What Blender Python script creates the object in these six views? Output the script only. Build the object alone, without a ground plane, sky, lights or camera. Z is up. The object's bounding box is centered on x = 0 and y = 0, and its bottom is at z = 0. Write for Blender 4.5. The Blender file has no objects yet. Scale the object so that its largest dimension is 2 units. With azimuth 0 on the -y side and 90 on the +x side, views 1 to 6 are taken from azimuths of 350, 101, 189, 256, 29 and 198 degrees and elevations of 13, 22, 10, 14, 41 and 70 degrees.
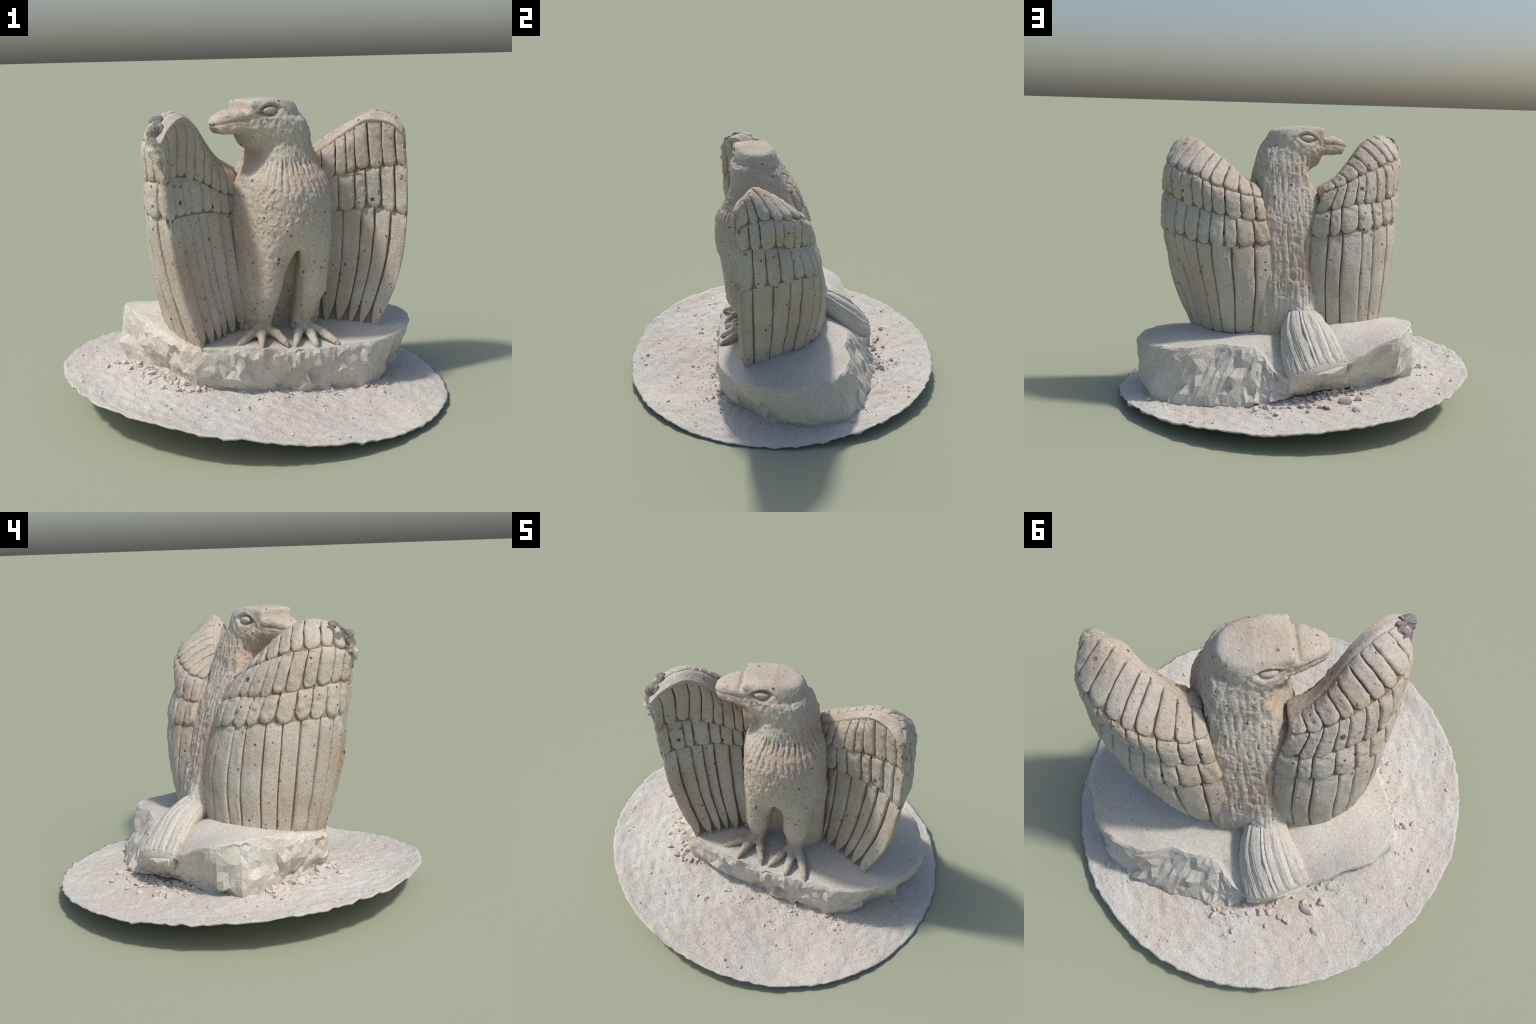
"""Carved stone eagle with half-open wings standing on a rough rock slab, on a round patch of gravelly soil."""
import bpy, math, random
import numpy as np
from mathutils import Vector

random.seed(7)
RNG = np.random.default_rng(11)
F = np.float64


# ------------------------------------------------------------------ noise
def _hash(ix, iy, iz, seed):
    h = (ix * 374761393 + iy * 668265263 + iz * 2147483647 + seed * 974711) & 0xFFFFFFFF
    h = ((h ^ (h >> 13)) * 1274126177) & 0xFFFFFFFF
    h = ((h ^ (h >> 16)) * 2246822519) & 0xFFFFFFFF
    return ((h ^ (h >> 15)) & 0xFFFF) / 65535.0


def vnoise(P, scale=1.0, seed=0):
    """smooth value noise in [-1,1] at points P (...,3)"""
    Q = np.asarray(P, F) * scale + 100.0
    I = np.floor(Q).astype(np.int64)
    f = Q - I
    f = f * f * f * (f * (f * 6 - 15) + 10)
    out = 0
    for dx in (0, 1):
        wx = f[..., 0] if dx else 1 - f[..., 0]
        for dy in (0, 1):
            wy = f[..., 1] if dy else 1 - f[..., 1]
            for dz in (0, 1):
                wz = f[..., 2] if dz else 1 - f[..., 2]
                out = out + wx * wy * wz * _hash(I[..., 0] + dx, I[..., 1] + dy, I[..., 2] + dz, seed)
    return out * 2 - 1


def fbm(P, scale, octaves=3, seed=0):
    a, s, o = 1.0, scale, 0
    for k in range(octaves):
        o = o + a * vnoise(P, s, seed + 17 * k)
        a *= 0.5
        s *= 2.03
    return o / 1.6


def facets(P, scale, slope, seed=0):
    """chisel facets: cells of a jittered grid, each a small tilted plane; metres"""
    Q = np.asarray(P, F) * scale + 100.0
    I = np.floor(Q).astype(np.int64)
    best = np.full(Q.shape[:-1], 9.0)
    val = np.zeros(Q.shape[:-1])
    for dx in (-1, 0, 1):
        for dy in (-1, 0, 1):
            for dz in (-1, 0, 1):
                a, b, c = I[..., 0] + dx, I[..., 1] + dy, I[..., 2] + dz
                r = [_hash(a, b, c, seed + k) for k in range(6)]
                D = np.stack([Q[..., 0] - a - r[0], Q[..., 1] - b - r[1], Q[..., 2] - c - r[2]], -1)
                d2 = np.sum(D * D, -1)
                v = D[..., 0] * (r[3] - 0.5) + D[..., 1] * (r[4] - 0.5) + D[..., 2] * (r[5] - 0.5)
                m = d2 < best
                best = np.where(m, d2, best)
                val = np.where(m, v, val)
    return val * 2 * slope / scale


# ------------------------------------------------------------------ splines
def hermite(knots, vals, x):
    """cubic interpolation of vals[k,...] at knots, evaluated at x"""
    k = np.asarray(knots, F)
    v = np.asarray(vals, F)
    d = np.diff(v, axis=0) / np.diff(k).reshape((-1,) + (1,) * (v.ndim - 1))
    m = np.empty_like(v)
    m[0], m[-1] = d[0], d[-1]
    h = np.diff(k)
    w0 = (h[1:] / (h[1:] + h[:-1])).reshape((-1,) + (1,) * (v.ndim - 1))
    m[1:-1] = w0 * d[:-1] + (1 - w0) * d[1:]
    x = np.clip(np.asarray(x, F), k[0], k[-1])
    i = np.clip(np.searchsorted(k, x, side="right") - 1, 0, len(k) - 2)
    hh = k[i + 1] - k[i]
    t = (x - k[i]) / hh
    sh = x.shape + (1,) * (v.ndim - 1)
    t, hh = t.reshape(sh), hh.reshape(sh)
    t2, t3 = t * t, t * t * t
    return (2 * t3 - 3 * t2 + 1) * v[i] + (t3 - 2 * t2 + t) * hh * m[i] + (-2 * t3 + 3 * t2) * v[i + 1] + (t3 - t2) * hh * m[i + 1]


class Sheet:
    """a carved surface S(s,t) through rows of points; s is arc length across (0 root, 1 leading edge)"""

    def __init__(self, knots, rows, sign):
        self.k = np.asarray(knots, F)
        self.n = 41
        dense = []
        for r in rows:
            r = np.asarray(r, F)
            c = np.r_[0, np.cumsum(np.linalg.norm(np.diff(r, axis=0), axis=1))]
            fine = hermite(c / c[-1], r, np.linspace(0, 1, 200))
            c = np.r_[0, np.cumsum(np.linalg.norm(np.diff(fine, axis=0), axis=1))]
            u = np.linspace(0, 1, self.n)
            dense.append(np.stack([np.interp(u, c / c[-1], fine[:, a]) for a in range(3)], 1))
        self.rows = np.array(dense)
        self.sign = sign

    def P(self, s, t):
        s, t = np.broadcast_arrays(np.asarray(s, F), np.asarray(t, F))
        sh = s.shape
        s, t = np.clip(s.ravel(), 0, 1), t.ravel()
        q = s * (self.n - 1)
        i = np.clip(q.astype(int), 0, self.n - 2)
        f = q - i
        col = np.clip(np.arange(-1, 3)[:, None] + i[None], 0, self.n - 1)
        rows = self.rows
        w = np.stack([-0.5 * f**3 + f**2 - 0.5 * f, 1.5 * f**3 - 2.5 * f**2 + 1, -1.5 * f**3 + 2 * f**2 + 0.5 * f, 0.5 * f**3 - 0.5 * f**2])
        k = self.k
        j = np.clip(np.searchsorted(k, t, side="right") - 1, 0, len(k) - 2)
        out = np.zeros((len(s), 3))
        d = np.diff(rows, axis=0) / np.diff(k)[:, None, None]
        m = np.empty_like(rows)
        m[0], m[-1] = d[0], d[-1]
        h = np.diff(k)
        w0 = (h[1:] / (h[1:] + h[:-1]))[:, None, None]
        m[1:-1] = w0 * d[:-1] + (1 - w0) * d[1:]
        hh = k[j + 1] - k[j]
        x = np.clip((t - k[j]) / hh, 0, 1)
        b = [2 * x**3 - 3 * x**2 + 1, (x**3 - 2 * x**2 + x) * hh, -2 * x**3 + 3 * x**2, (x**3 - x**2) * hh]
        for c in range(4):
            cc = col[c]
            v = b[0][:, None] * rows[j, cc] + b[1][:, None] * m[j, cc] + b[2][:, None] * rows[j + 1, cc] + b[3][:, None] * m[j + 1, cc]
            out += w[c][:, None] * v
        return out.reshape(sh + (3,))

    def N(self, s, t):
        e = 0.012
        ds = self.P(np.clip(s + e, 0, 1), t) - self.P(np.clip(s - e, 0, 1), t)
        lo, hi = self.k[0], self.k[-1]
        dt = self.P(s, np.clip(t + 0.05, lo, hi)) - self.P(s, np.clip(t - 0.05, lo, hi))
        n = np.cross(ds, dt) * self.sign
        return n / np.maximum(np.linalg.norm(n, axis=-1, keepdims=True), 1e-9)


def thin_plate(pts, smooth=2e-3):
    """smooth height field through scattered points"""
    p = np.array(pts, F)
    n = len(p)
    phi = lambda r2: 0.5 * r2 * np.log(r2 + 1e-9)
    A = np.zeros((n + 3, n + 3))
    A[:n, :n] = phi((p[:, None, 0] - p[None, :, 0]) ** 2 + (p[:, None, 1] - p[None, :, 1]) ** 2) + smooth * np.eye(n)
    A[:n, n] = A[n, :n] = 1
    A[:n, n + 1 : n + 3] = p[:, :2]
    A[n + 1 : n + 3, :n] = p[:, :2].T
    c = np.linalg.solve(A, np.r_[p[:, 2], 0, 0, 0])

    def f(x, y):
        x, y = np.asarray(x, F), np.asarray(y, F)
        z = c[n] + c[n + 1] * x + c[n + 2] * y
        for i in range(n):
            z = z + c[i] * phi((x - p[i, 0]) ** 2 + (y - p[i, 1]) ** 2)
        return z

    return f


# ------------------------------------------------------------------ materials
def srgb(r, g, b):
    f = lambda c: (c / 255 / 12.92) if c / 255 <= 0.04045 else ((c / 255 + 0.055) / 1.055) ** 2.4
    return (f(r), f(g), f(b), 1)


def stone_material(name, base, warm, cool, speck=1.0, bump=0.25, grain=1.0, marks=(), dust=None):
    m = bpy.data.materials.new(name)
    m.use_nodes = True
    nt = m.node_tree
    nt.nodes.clear()
    N, L = nt.nodes.new, nt.links.new
    out, bs, tc = N("ShaderNodeOutputMaterial"), N("ShaderNodeBsdfPrincipled"), N("ShaderNodeTexCoord")
    bs.inputs["Roughness"].default_value = 0.92
    bs.inputs["Specular IOR Level"].default_value = 0.15
    L(bs.outputs[0], out.inputs[0])

    def noise(scale, detail=3, rough=0.55):
        n = N("ShaderNodeTexNoise")
        n.inputs["Scale"].default_value, n.inputs["Detail"].default_value, n.inputs["Roughness"].default_value = scale, detail, rough
        L(tc.outputs["Object"], n.inputs["Vector"])
        return n.outputs[0]

    def ramp(src, a, b, ca=0.0, cb=1.0):
        r = N("ShaderNodeMapRange")
        r.inputs[1].default_value, r.inputs[2].default_value, r.inputs[3].default_value, r.inputs[4].default_value = a, b, ca, cb
        L(src, r.inputs[0])
        return r.outputs[0]

    def mix(fac, a, b, mode="MIX"):
        x = N("ShaderNodeMix")
        x.data_type, x.blend_type = "RGBA", mode
        for sock, v in ((x.inputs[0], fac), (x.inputs[6], a), (x.inputs[7], b)):
            if isinstance(v, (float, int, tuple)):
                sock.default_value = v
            else:
                L(v, sock)
        return x.outputs[2]

    def mul(a, b):
        x = N("ShaderNodeMath")
        x.operation = "MULTIPLY"
        for sock, v in ((x.inputs[0], a), (x.inputs[1], b)):
            if isinstance(v, (float, int)):
                sock.default_value = v
            else:
                L(v, sock)
        return x.outputs[0]

    col = mix(ramp(noise(4.5, 4), 0.38, 0.64), base, warm)
    col = mix(ramp(noise(9, 4), 0.5, 0.72, 0, 0.7), col, cool)
    fine = ramp(noise(85, 4, 0.7), 0.28, 0.72, 0.80, 1.16)
    g = N("ShaderNodeCombineColor")
    for i in range(3):
        L(fine, g.inputs[i])
    col = mix(grain, col, g.outputs[0], "MULTIPLY")

    def specks(scale, radius, share, colour, strength):
        v = N("ShaderNodeTexVoronoi")
        v.inputs["Scale"].default_value = scale
        wob = N("ShaderNodeVectorMath")
        wob.operation = "MULTIPLY_ADD"
        wn = N("ShaderNodeTexNoise")
        wn.inputs["Scale"].default_value = scale * 2.3
        L(tc.outputs["Object"], wn.inputs["Vector"])
        L(wn.outputs["Color"], wob.inputs[0])
        wob.inputs[1].default_value = (0.55 / scale,) * 3
        L(tc.outputs["Object"], wob.inputs[2])
        L(wob.outputs[0], v.inputs["Vector"])
        sep = N("ShaderNodeSeparateColor")
        L(v.outputs["Color"], sep.inputs[0])
        pick = ramp(sep.outputs[0], share, share + 0.01, 1, 0)
        rad = ramp(sep.outputs[1], 0, 1, radius * 0.35, radius)
        d = N("ShaderNodeMath")
        d.operation = "SUBTRACT"
        L(rad, d.inputs[0])
        L(v.outputs["Distance"], d.inputs[1])
        return mul(mul(ramp(d.outputs[0], 0, 0.05), pick), strength), colour

    for f, c in (
        specks(24, 0.26, 0.2, srgb(128, 92, 70), 0.55 * speck),
        specks(29, 0.24, 0.2, srgb(72, 70, 72), 0.7 * speck),
        specks(62, 0.25, 0.22, srgb(95, 88, 82), 0.7 * speck),
        specks(75, 0.26, 0.16, srgb(150, 108, 84), 0.5 * speck),
    ):
        col = mix(f, col, c)
    for (p, r, c) in marks:
        d = N("ShaderNodeVectorMath")
        d.operation = "DISTANCE"
        wob = N("ShaderNodeVectorMath")
        wob.operation = "MULTIPLY_ADD"
        wn = N("ShaderNodeTexNoise")
        wn.inputs["Scale"].default_value = 0.5 / r
        L(tc.outputs["Object"], wn.inputs["Vector"])
        L(wn.outputs["Color"], wob.inputs[0])
        wob.inputs[1].default_value = (r,) * 3
        off = N("ShaderNodeVectorMath")
        off.operation = "ADD"
        L(tc.outputs["Object"], off.inputs[0])
        off.inputs[1].default_value = (-r / 2,) * 3
        L(off.outputs[0], wob.inputs[2])
        L(wob.outputs[0], d.inputs[0])
        d.inputs[1].default_value = p
        col = mix(ramp(d.outputs["Value"], r * 0.75, r * 1.1, 0.9, 0), col, c)
    if dust:
        d = N("ShaderNodeVectorMath")
        d.operation = "DISTANCE"
        L(tc.outputs["Object"], d.inputs[0])
        d.inputs[1].default_value = dust[0]
        w = N("ShaderNodeMath")
        w.operation = "MULTIPLY_ADD"
        L(noise(22, 3), w.inputs[0])
        w.inputs[1].default_value = 0.09
        L(d.outputs["Value"], w.inputs[2])
        col = mix(ramp(w.outputs[0], dust[1], dust[1] * 2.1, 1, 0), col, dust[2])
    L(col, bs.inputs["Base Color"])
    b = N("ShaderNodeBump")
    b.inputs["Strength"].default_value, b.inputs["Distance"].default_value = bump, 0.006
    add = N("ShaderNodeMath")
    L(noise(120, 3, 0.6), add.inputs[0])
    L(noise(38, 2, 0.5), add.inputs[1])
    L(add.outputs[0], b.inputs["Height"])
    L(b.outputs[0], bs.inputs["Normal"])
    return m


GREY, DARK, RUST = srgb(78, 78, 82), srgb(58, 52, 54), srgb(120, 82, 62)
MARKS = [
    ((-0.362, 0.012, 1.194), 0.015, GREY), ((0.616, -0.071, 0.986), 0.014, DARK), ((-0.399, -0.376, 1.141), 0.014, GREY),
    ((-0.395, -0.401, 1.073), 0.013, GREY), ((-0.233, -0.224, 1.017), 0.01, DARK), ((0.141, -0.017, 1.421), 0.012, GREY),
    ((0.116, 0.043, 1.306), 0.007, GREY), ((0.36, 0.28, 0.945), 0.013, GREY), ((0.195, -0.302, 1.213), 0.008, DARK),
    ((-0.022, 0.176, 0.906), 0.011, RUST), ((-0.46, -0.10, 1.235), 0.011, GREY), ((-0.53, -0.2, 0.52), 0.013, RUST), ((-0.515, -0.45, 1.405), 0.042, srgb(104, 97, 97)), ((-0.53, -0.40, 1.40), 0.02, srgb(110, 102, 100)),
]
STONE = stone_material("carved_limestone", srgb(197, 190, 177), srgb(186, 168, 148), srgb(190, 189, 182), 1.3, 0.55, marks=MARKS, dust=((-0.085, 0.30, 0.52), 0.10, srgb(212, 207, 197)))
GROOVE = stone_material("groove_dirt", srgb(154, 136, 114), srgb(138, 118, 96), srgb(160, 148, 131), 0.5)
ROCK = stone_material("slab_stone", srgb(208, 204, 194), srgb(202, 192, 177), srgb(208, 207, 202), 0.45, 0.4)
SOIL = stone_material("pale_gravel_soil", srgb(207, 204, 196), srgb(206, 196, 183), srgb(204, 205, 200), 0.35, 0.8)
PEBBLE = stone_material("pebble_stone", srgb(216, 210, 204), srgb(204, 190, 177), srgb(202, 199, 197), 0.2, 0.3)
BROKEN = stone_material("dark_broken_stone", srgb(140, 133, 129), srgb(184, 177, 168), srgb(98, 93, 94), 1.0, 0.7)
EYE = STONE


# ------------------------------------------------------------------ object helpers
def add_object(name, verts, faces, mat, parent=None, smooth=True, normals=None):
    me = bpy.data.meshes.new(name)
    me.from_pydata([tuple(v) for v in np.asarray(verts).tolist()], [], [tuple(f) for f in (faces.tolist() if hasattr(faces, "tolist") else faces)])
    me.update()
    me.materials.append(mat)
    me.polygons.foreach_set("use_smooth", [smooth] * len(me.polygons))
    if normals is not None:
        me.normals_split_custom_set_from_vertices([tuple(n) for n in normals.tolist()])
    ob = bpy.data.objects.new(name, me)
    bpy.context.scene.collection.objects.link(ob)
    if parent:
        ob.parent = parent
    return ob


def grid_faces(nr, nc, off=0, wrap=False, flip=False):
    a = []
    for r in range(nr - 1):
        for c in range(nc if wrap else nc - 1):
            d = (c + 1) % nc
            q = [off + r * nc + c, off + r * nc + d, off + (r + 1) * nc + d, off + (r + 1) * nc + c]
            a.append(tuple(q[::-1]) if flip else tuple(q))
    return a


# ------------------------------------------------------------------ top level things
statue = bpy.data.objects.new("stone_eagle_statue", None)
statue["label"] = "weathered carved stone eagle with half-open wings on rough slab"
statue["category"] = "statue"
bpy.context.scene.collection.objects.link(statue)
statue.location = (0, 0, 0)

# ------------------------------------------------------------------ soil patch
SOIL_LEVELS = [  # heights read around the rim and along the foot of the slab
    (-0.98, -0.2, 0.20), (-0.824, -0.567, 0.19), (-0.549, -0.836, 0.176), (-0.284, -0.959, 0.147), (-0.06, -1.0, 0.112), (0.17, -0.984, 0.083), (0.368, -0.93, 0.060),
    (0.57, -0.82, 0.038), (0.76, -0.65, 0.028), (0.92, -0.38, 0.016), (1.0, 0.035, 0.010), (0.95, 0.31, 0.024), (0.85, 0.52, 0.042), (0.75, 0.662, 0.055), (0.588, 0.809, 0.062), (0.414, 0.91, 0.075),
    (0.212, 0.977, 0.085), (-0.108, 0.994, 0.103), (-0.41, 0.912, 0.122), (-0.71, 0.70, 0.148), (-0.93, 0.35, 0.178), (-0.99, 0.1, 0.188),
    (-0.21, -0.36, 0.146), (-0.085, -0.37, 0.135), (0.11, -0.33, 0.118), (0.36, -0.32, 0.088), (0.48, -0.29, 0.078), (0.63, -0.19, 0.065), (0.67, -0.03, 0.050),
    (0.75, 0.12, 0.055), (0.775, 0.25, 0.058), (0.74, 0.38, 0.060), (0.69, 0.49, 0.062), (0.373, 0.61, 0.085), (0.15, 0.61, 0.105), (0.0, 0.61, 0.115), (-0.16, 0.46, 0.130), (-0.4, 0.34, 0.148), (-0.2, 0.72, 0.112), (0.2, 0.78, 0.090), (0.0, -0.7, 0.117), (-0.3, -0.65, 0.151),
    (0.5, -0.55, 0.045), (0.75, -0.42, 0.030), (0.25, -0.62, 0.068),
    (-0.6, 0.22, 0.180), (-0.68, 0.14, 0.192), (-0.57, -0.03, 0.190), (-0.345, -0.39, 0.178), (-0.45, -0.22, 0.19),
]


ground_z = thin_plate(SOIL_LEVELS, 6e-3)


def build_soil():
    nr, na = 74, 240
    ang = np.linspace(0, 2 * math.pi, na, endpoint=False)
    V = []
    edge = 0.996 + 0.004 * np.round(vnoise(np.stack([np.cos(ang) * 9, np.sin(ang) * 9, ang * 0], 1), 1.0, 3) * 2) / 2
    edge += 0.006 * vnoise(np.stack([np.cos(ang), np.sin(ang), ang * 0], 1), 28.0, 5)
    rr = np.linspace(0.02, 1, nr) ** 0.85
    for k, r in enumerate(rr):
        x, y = r * edge * np.cos(ang), r * edge * np.sin(ang)
        V.append(np.stack([x, y, ground_z(x, y)], 1))
    V = np.array(V)
    flat = V * [1, 1, 0]
    rad = np.hypot(V[..., 0], V[..., 1])
    V[..., 2] -= 0.013 * np.clip((0.985 - rad) / 0.12, 0, 1) * np.clip((0.72 - V[..., 0]) / 0.2, 0, 1)
    V[..., 2] += 0.006 * fbm(flat, 6, 3, 21) + 0.005 * fbm(flat, 24, 3, 22) + 0.0045 * vnoise(flat, 55, 23) + 0.5 * facets(flat, 24, 0.2, 341)
    V[-1, :, 2] += 0.004 * vnoise(flat[-1], 30, 24)
    rim_drop = np.array(V[-1])
    rim_drop[:, :2] *= 0.994
    rim_drop[:, 2] -= 0.007 + 0.003 * vnoise(flat[-1], 25, 9)
    under = np.array(V[::-6]) * [0.99, 0.99, 1]
    under[..., 2] -= 0.010
    rings = np.concatenate([V, rim_drop[None], under], 0)
    pts = rings.reshape(-1, 3)
    pts[:, 2] = np.maximum(pts[:, 2], 0.0)
    pts[:, :2] /= np.abs(pts[:, :2]).max()
    pts[:, :2] -= 0.5 * (pts[:, :2].max(0) + pts[:, :2].min(0))
    pts[:, 2] -= pts[:, 2].min()
    f = grid_faces(len(rings), na, 0, True, True)
    f = [tuple(q[::-1]) for q in f]
    f.append(tuple(range(na))[::-1])
    f.append(tuple(range((len(rings) - 1) * na, len(rings) * na)))
    ob = add_object("soil_patch", pts, f, SOIL, None)
    ob["label"] = "round patch of pale dusty soil with gravel"
    ob["category"] = "ground"
    return ob, pts


soil, soil_pts = build_soil()
import bmesh


def fix_normals(ob):
    bm = bmesh.new()
    bm.from_mesh(ob.data)
    bmesh.ops.recalc_face_normals(bm, faces=bm.faces)
    bm.to_mesh(ob.data)
    bm.free()


fix_normals(soil)
_top = soil_pts[: 74 * 240]


def soil_height(x, y):
    d = (_top[:, 0] - x) ** 2 + (_top[:, 1] - y) ** 2
    return float(_top[np.argmin(d), 2])


# ------------------------------------------------------------------ rock slab
SLAB_C = np.array([0.08, 0.08])
SLAB_TOP = [  # rim of the upper face
    (-0.678, 0.085, 0.472), (-0.665, 0.19, 0.458), (-0.62, 0.285, 0.434), (-0.50, 0.36, 0.385), (-0.351, 0.44, 0.305), (-0.15, 0.565, 0.255), (-0.065, 0.58, 0.235),
    (0.02, 0.535, 0.26), (0.10, 0.475, 0.335), (0.16, 0.455, 0.362), (0.35, 0.455, 0.365), (0.47, 0.512, 0.350), (0.55, 0.502, 0.343), (0.648, 0.487, 0.339), (0.722, 0.425, 0.333), (0.788, 0.332, 0.325),
    (0.868, 0.22, 0.317), (0.878, 0.10, 0.317), (0.842, -0.033, 0.313), (0.77, -0.15, 0.307), (0.655, -0.26, 0.302), (0.5, -0.31, 0.300), (0.37, -0.332, 0.302), (0.25, -0.36, 0.306),
    (0.1, -0.392, 0.322), (-0.034, -0.418, 0.345), (-0.2, -0.415, 0.357), (-0.322, -0.398, 0.365), (-0.392, -0.355, 0.370), (-0.463, -0.28, 0.393), (-0.517, -0.205, 0.410), (-0.573, -0.095, 0.444), (-0.63, 0.0, 0.460),
]
SLAB_FOOT = [  # where the slab meets the soil
    (-0.69, 0.14, 0.19), (-0.595, 0.205, 0.18), (-0.49, 0.262, 0.17), (-0.35, 0.325, 0.16), (-0.192, 0.412, 0.15), (-0.085, 0.50, 0.14), (0.0, 0.58, 0.135),
    (0.1, 0.61, 0.12), (0.2, 0.605, 0.105), (0.373, 0.615, 0.085), (0.52, 0.585, 0.07), (0.69, 0.495, 0.05), (0.762, 0.385, 0.05), (0.805, 0.25, 0.05),
    (0.765, 0.10, 0.045), (0.68, -0.045, 0.05), (0.62, -0.19, 0.06), (0.48, -0.284, 0.07), (0.358, -0.318, 0.08), (0.11, -0.325, 0.11),
    (-0.085, -0.362, 0.13), (-0.21, -0.36, 0.14), (-0.352, -0.385, 0.17), (-0.43, -0.265, 0.185), (-0.505, -0.14, 0.19), (-0.62, 0.025, 0.185),
]
SLAB_FACE = [  # known heights on the upper face
    (-0.25, 0.21, 0.460), (-0.448, 0.062, 0.462), (-0.56, 0.06, 0.464), (-0.50, -0.08, 0.44), (-0.45, 0.22, 0.448), (-0.38, 0.29, 0.418), (-0.35, -0.30, 0.375), (-0.2, -0.26, 0.368), (0.473, 0.153, 0.375), (0.592, 0.03, 0.365), (0.63, -0.13, 0.32),
    (0.39, -0.06, 0.35), (0.231, -0.18, 0.338), (0.0, -0.25, 0.355), (0.16, 0.28, 0.405), (0.06, 0.33, 0.39), (0.32, 0.3, 0.378), (-0.12, 0.38, 0.36), (-0.28, 0.31, 0.425), (0.05, 0.1, 0.4), (0.09, 0.42, 0.355),
]


def polar_rim(pts):
    p = np.array(pts)
    a = np.arctan2(p[:, 1] - SLAB_C[1], p[:, 0] - SLAB_C[0])
    r = np.hypot(p[:, 0] - SLAB_C[0], p[:, 1] - SLAB_C[1])
    o = np.argsort(a)
    a, r, z = a[o], r[o], p[o, 2]
    a = np.r_[a[-1] - 2 * math.pi, a, a[0] + 2 * math.pi]
    return lambda t: (np.interp(t, a, np.r_[r[-1], r, r[0]]), np.interp(t, a, np.r_[z[-1], z, z[0]]))


slab_z = thin_plate(SLAB_FACE + SLAB_TOP, 1.5e-3)


def build_slab():
    na = 156
    ang = -math.pi + (np.arange(na) + 0.5) * 2 * math.pi / na
    rt, zt = polar_rim(SLAB_TOP)(ang)
    rf, zf = polar_rim(SLAB_FOOT)(ang)
    rings = []
    # side from below the soil to the rim
    x = np.array(rf) * np.cos(ang) + SLAB_C[0]
    prof = [(-0.10, -0.02), (0.0, 0.0), (0.15, 0.5), (0.31, 0.85), (0.47, 1.0), (0.62, 0.95), (0.77, 0.7), (0.89, 0.3), (0.97, -0.25)]
    for v, bulge in prof:
        west = 0.004 + 0.016 * np.clip(np.cos(ang + 2.4), 0, 1)
        r = rf + (rt - rf) * max(v, 0) + bulge * west
        r = r + 0.030 * math.sin(math.pi * min(max(v, 0), 1)) ** 0.7 * np.exp(-(((ang - 0.36) / 0.26) ** 2))
        z = zf + (zt - zf) * v
        rings.append(np.stack([r * np.cos(ang) + SLAB_C[0], r * np.sin(ang) + SLAB_C[1], z], 1))
    nside = len(rings)
    for q in (0.982, 0.955, 0.92, 0.88, 0.83, 0.78, 0.72, 0.65, 0.58, 0.5, 0.42, 0.33, 0.24, 0.15, 0.06):
        r = rt * q
        X, Y = r * np.cos(ang) + SLAB_C[0], r * np.sin(ang) + SLAB_C[1]
        Z = slab_z(X, Y)
        k = np.clip((q - 0.85) / 0.13, 0, 1)
        Z = Z * (1 - k) + (zt + 0.002) * k
        rings.append(np.stack([X, Y, Z], 1))
    R = np.array(rings)
    # chips, facets and tool marks
    out = np.stack([np.cos(ang), np.sin(ang), 0 * ang], 1)
    for i in range(nside):
        w = 1.0 if 0 < i < nside - 1 else 0.6
        jit = RNG.normal(0, 1, (na, 3)) * [0.0025, 0.0025, 0.006]
        chip = (facets(R[i], 6.5, 0.26, 351) + 0.3 * facets(R[i], 20, 0.35, 353)) * (0.85 + 0.15 * np.clip(0.5 - np.cos(ang), 0, 1)) * min(1.0, (nside - i) / 2.5)
        R[i] += (out * (0.008 * fbm(R[i], 8, 2, 41) + 0.006 * vnoise(R[i], 24, 42) + chip)[:, None] + jit) * w
    for i in range(nside, len(R)):
        edge = 1.0 if i < nside + 3 else 0.55
        R[i, :, 2] += edge * (0.006 * fbm(R[i], 10, 3, 44) + 0.002 * vnoise(R[i], 45, 45))
    R[..., 2] = np.maximum(R[..., 2], 0.004)
    f = []
    for r in range(len(R) - 1):
        for c in range(na):
            d = (c + 1) % na
            q = [r * na + c, r * na + d, (r + 1) * na + d, (r + 1) * na + c]
            if r < nside + 1:
                f += [(q[0], q[1], q[2]), (q[0], q[2], q[3])] if RNG.random() < 0.5 else [(q[0], q[1], q[3]), (q[1], q[2], q[3])]
            else:
                f.append(tuple(q))
    f.append(tuple(range((len(R) - 1) * na, len(R) * na)))
    f.append(tuple(range(na))[::-1])
    ob = add_object("base_slab", R.reshape(-1, 3), f, ROCK, statue)
    me = ob.data
    flags = [True] * len(me.polygons)
    nflat = (nside + 1) * na * 2
    for i in range(min(nflat, len(flags))):
        flags[i] = False
    me.polygons.foreach_set("use_smooth", flags)
    return ob


slab = build_slab()

# ------------------------------------------------------------------ body: smooth blend of carved volumes
FWD, RGT = np.array([0.292, -0.956]), np.array([0.956, 0.292])       # way the breast faces
HF, HL = np.array([-0.92, -0.39]), np.array([0.39, -0.92])           # way the head looks, and its left side
HEAD = np.array([0.005, -0.174])
VOX = 0.0052
LO = np.array([-0.30, -0.46, 0.27])
HI = np.array([0.42, 0.36, 1.58])


def smin(a, b, k):
    h = np.clip(0.5 + 0.5 * (b - a) / k, 0, 1)
    return b * (1 - h) + a * h - k * h * (1 - h)


def smax(a, b, k):
    return -smin(-a, -b, k)


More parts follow.
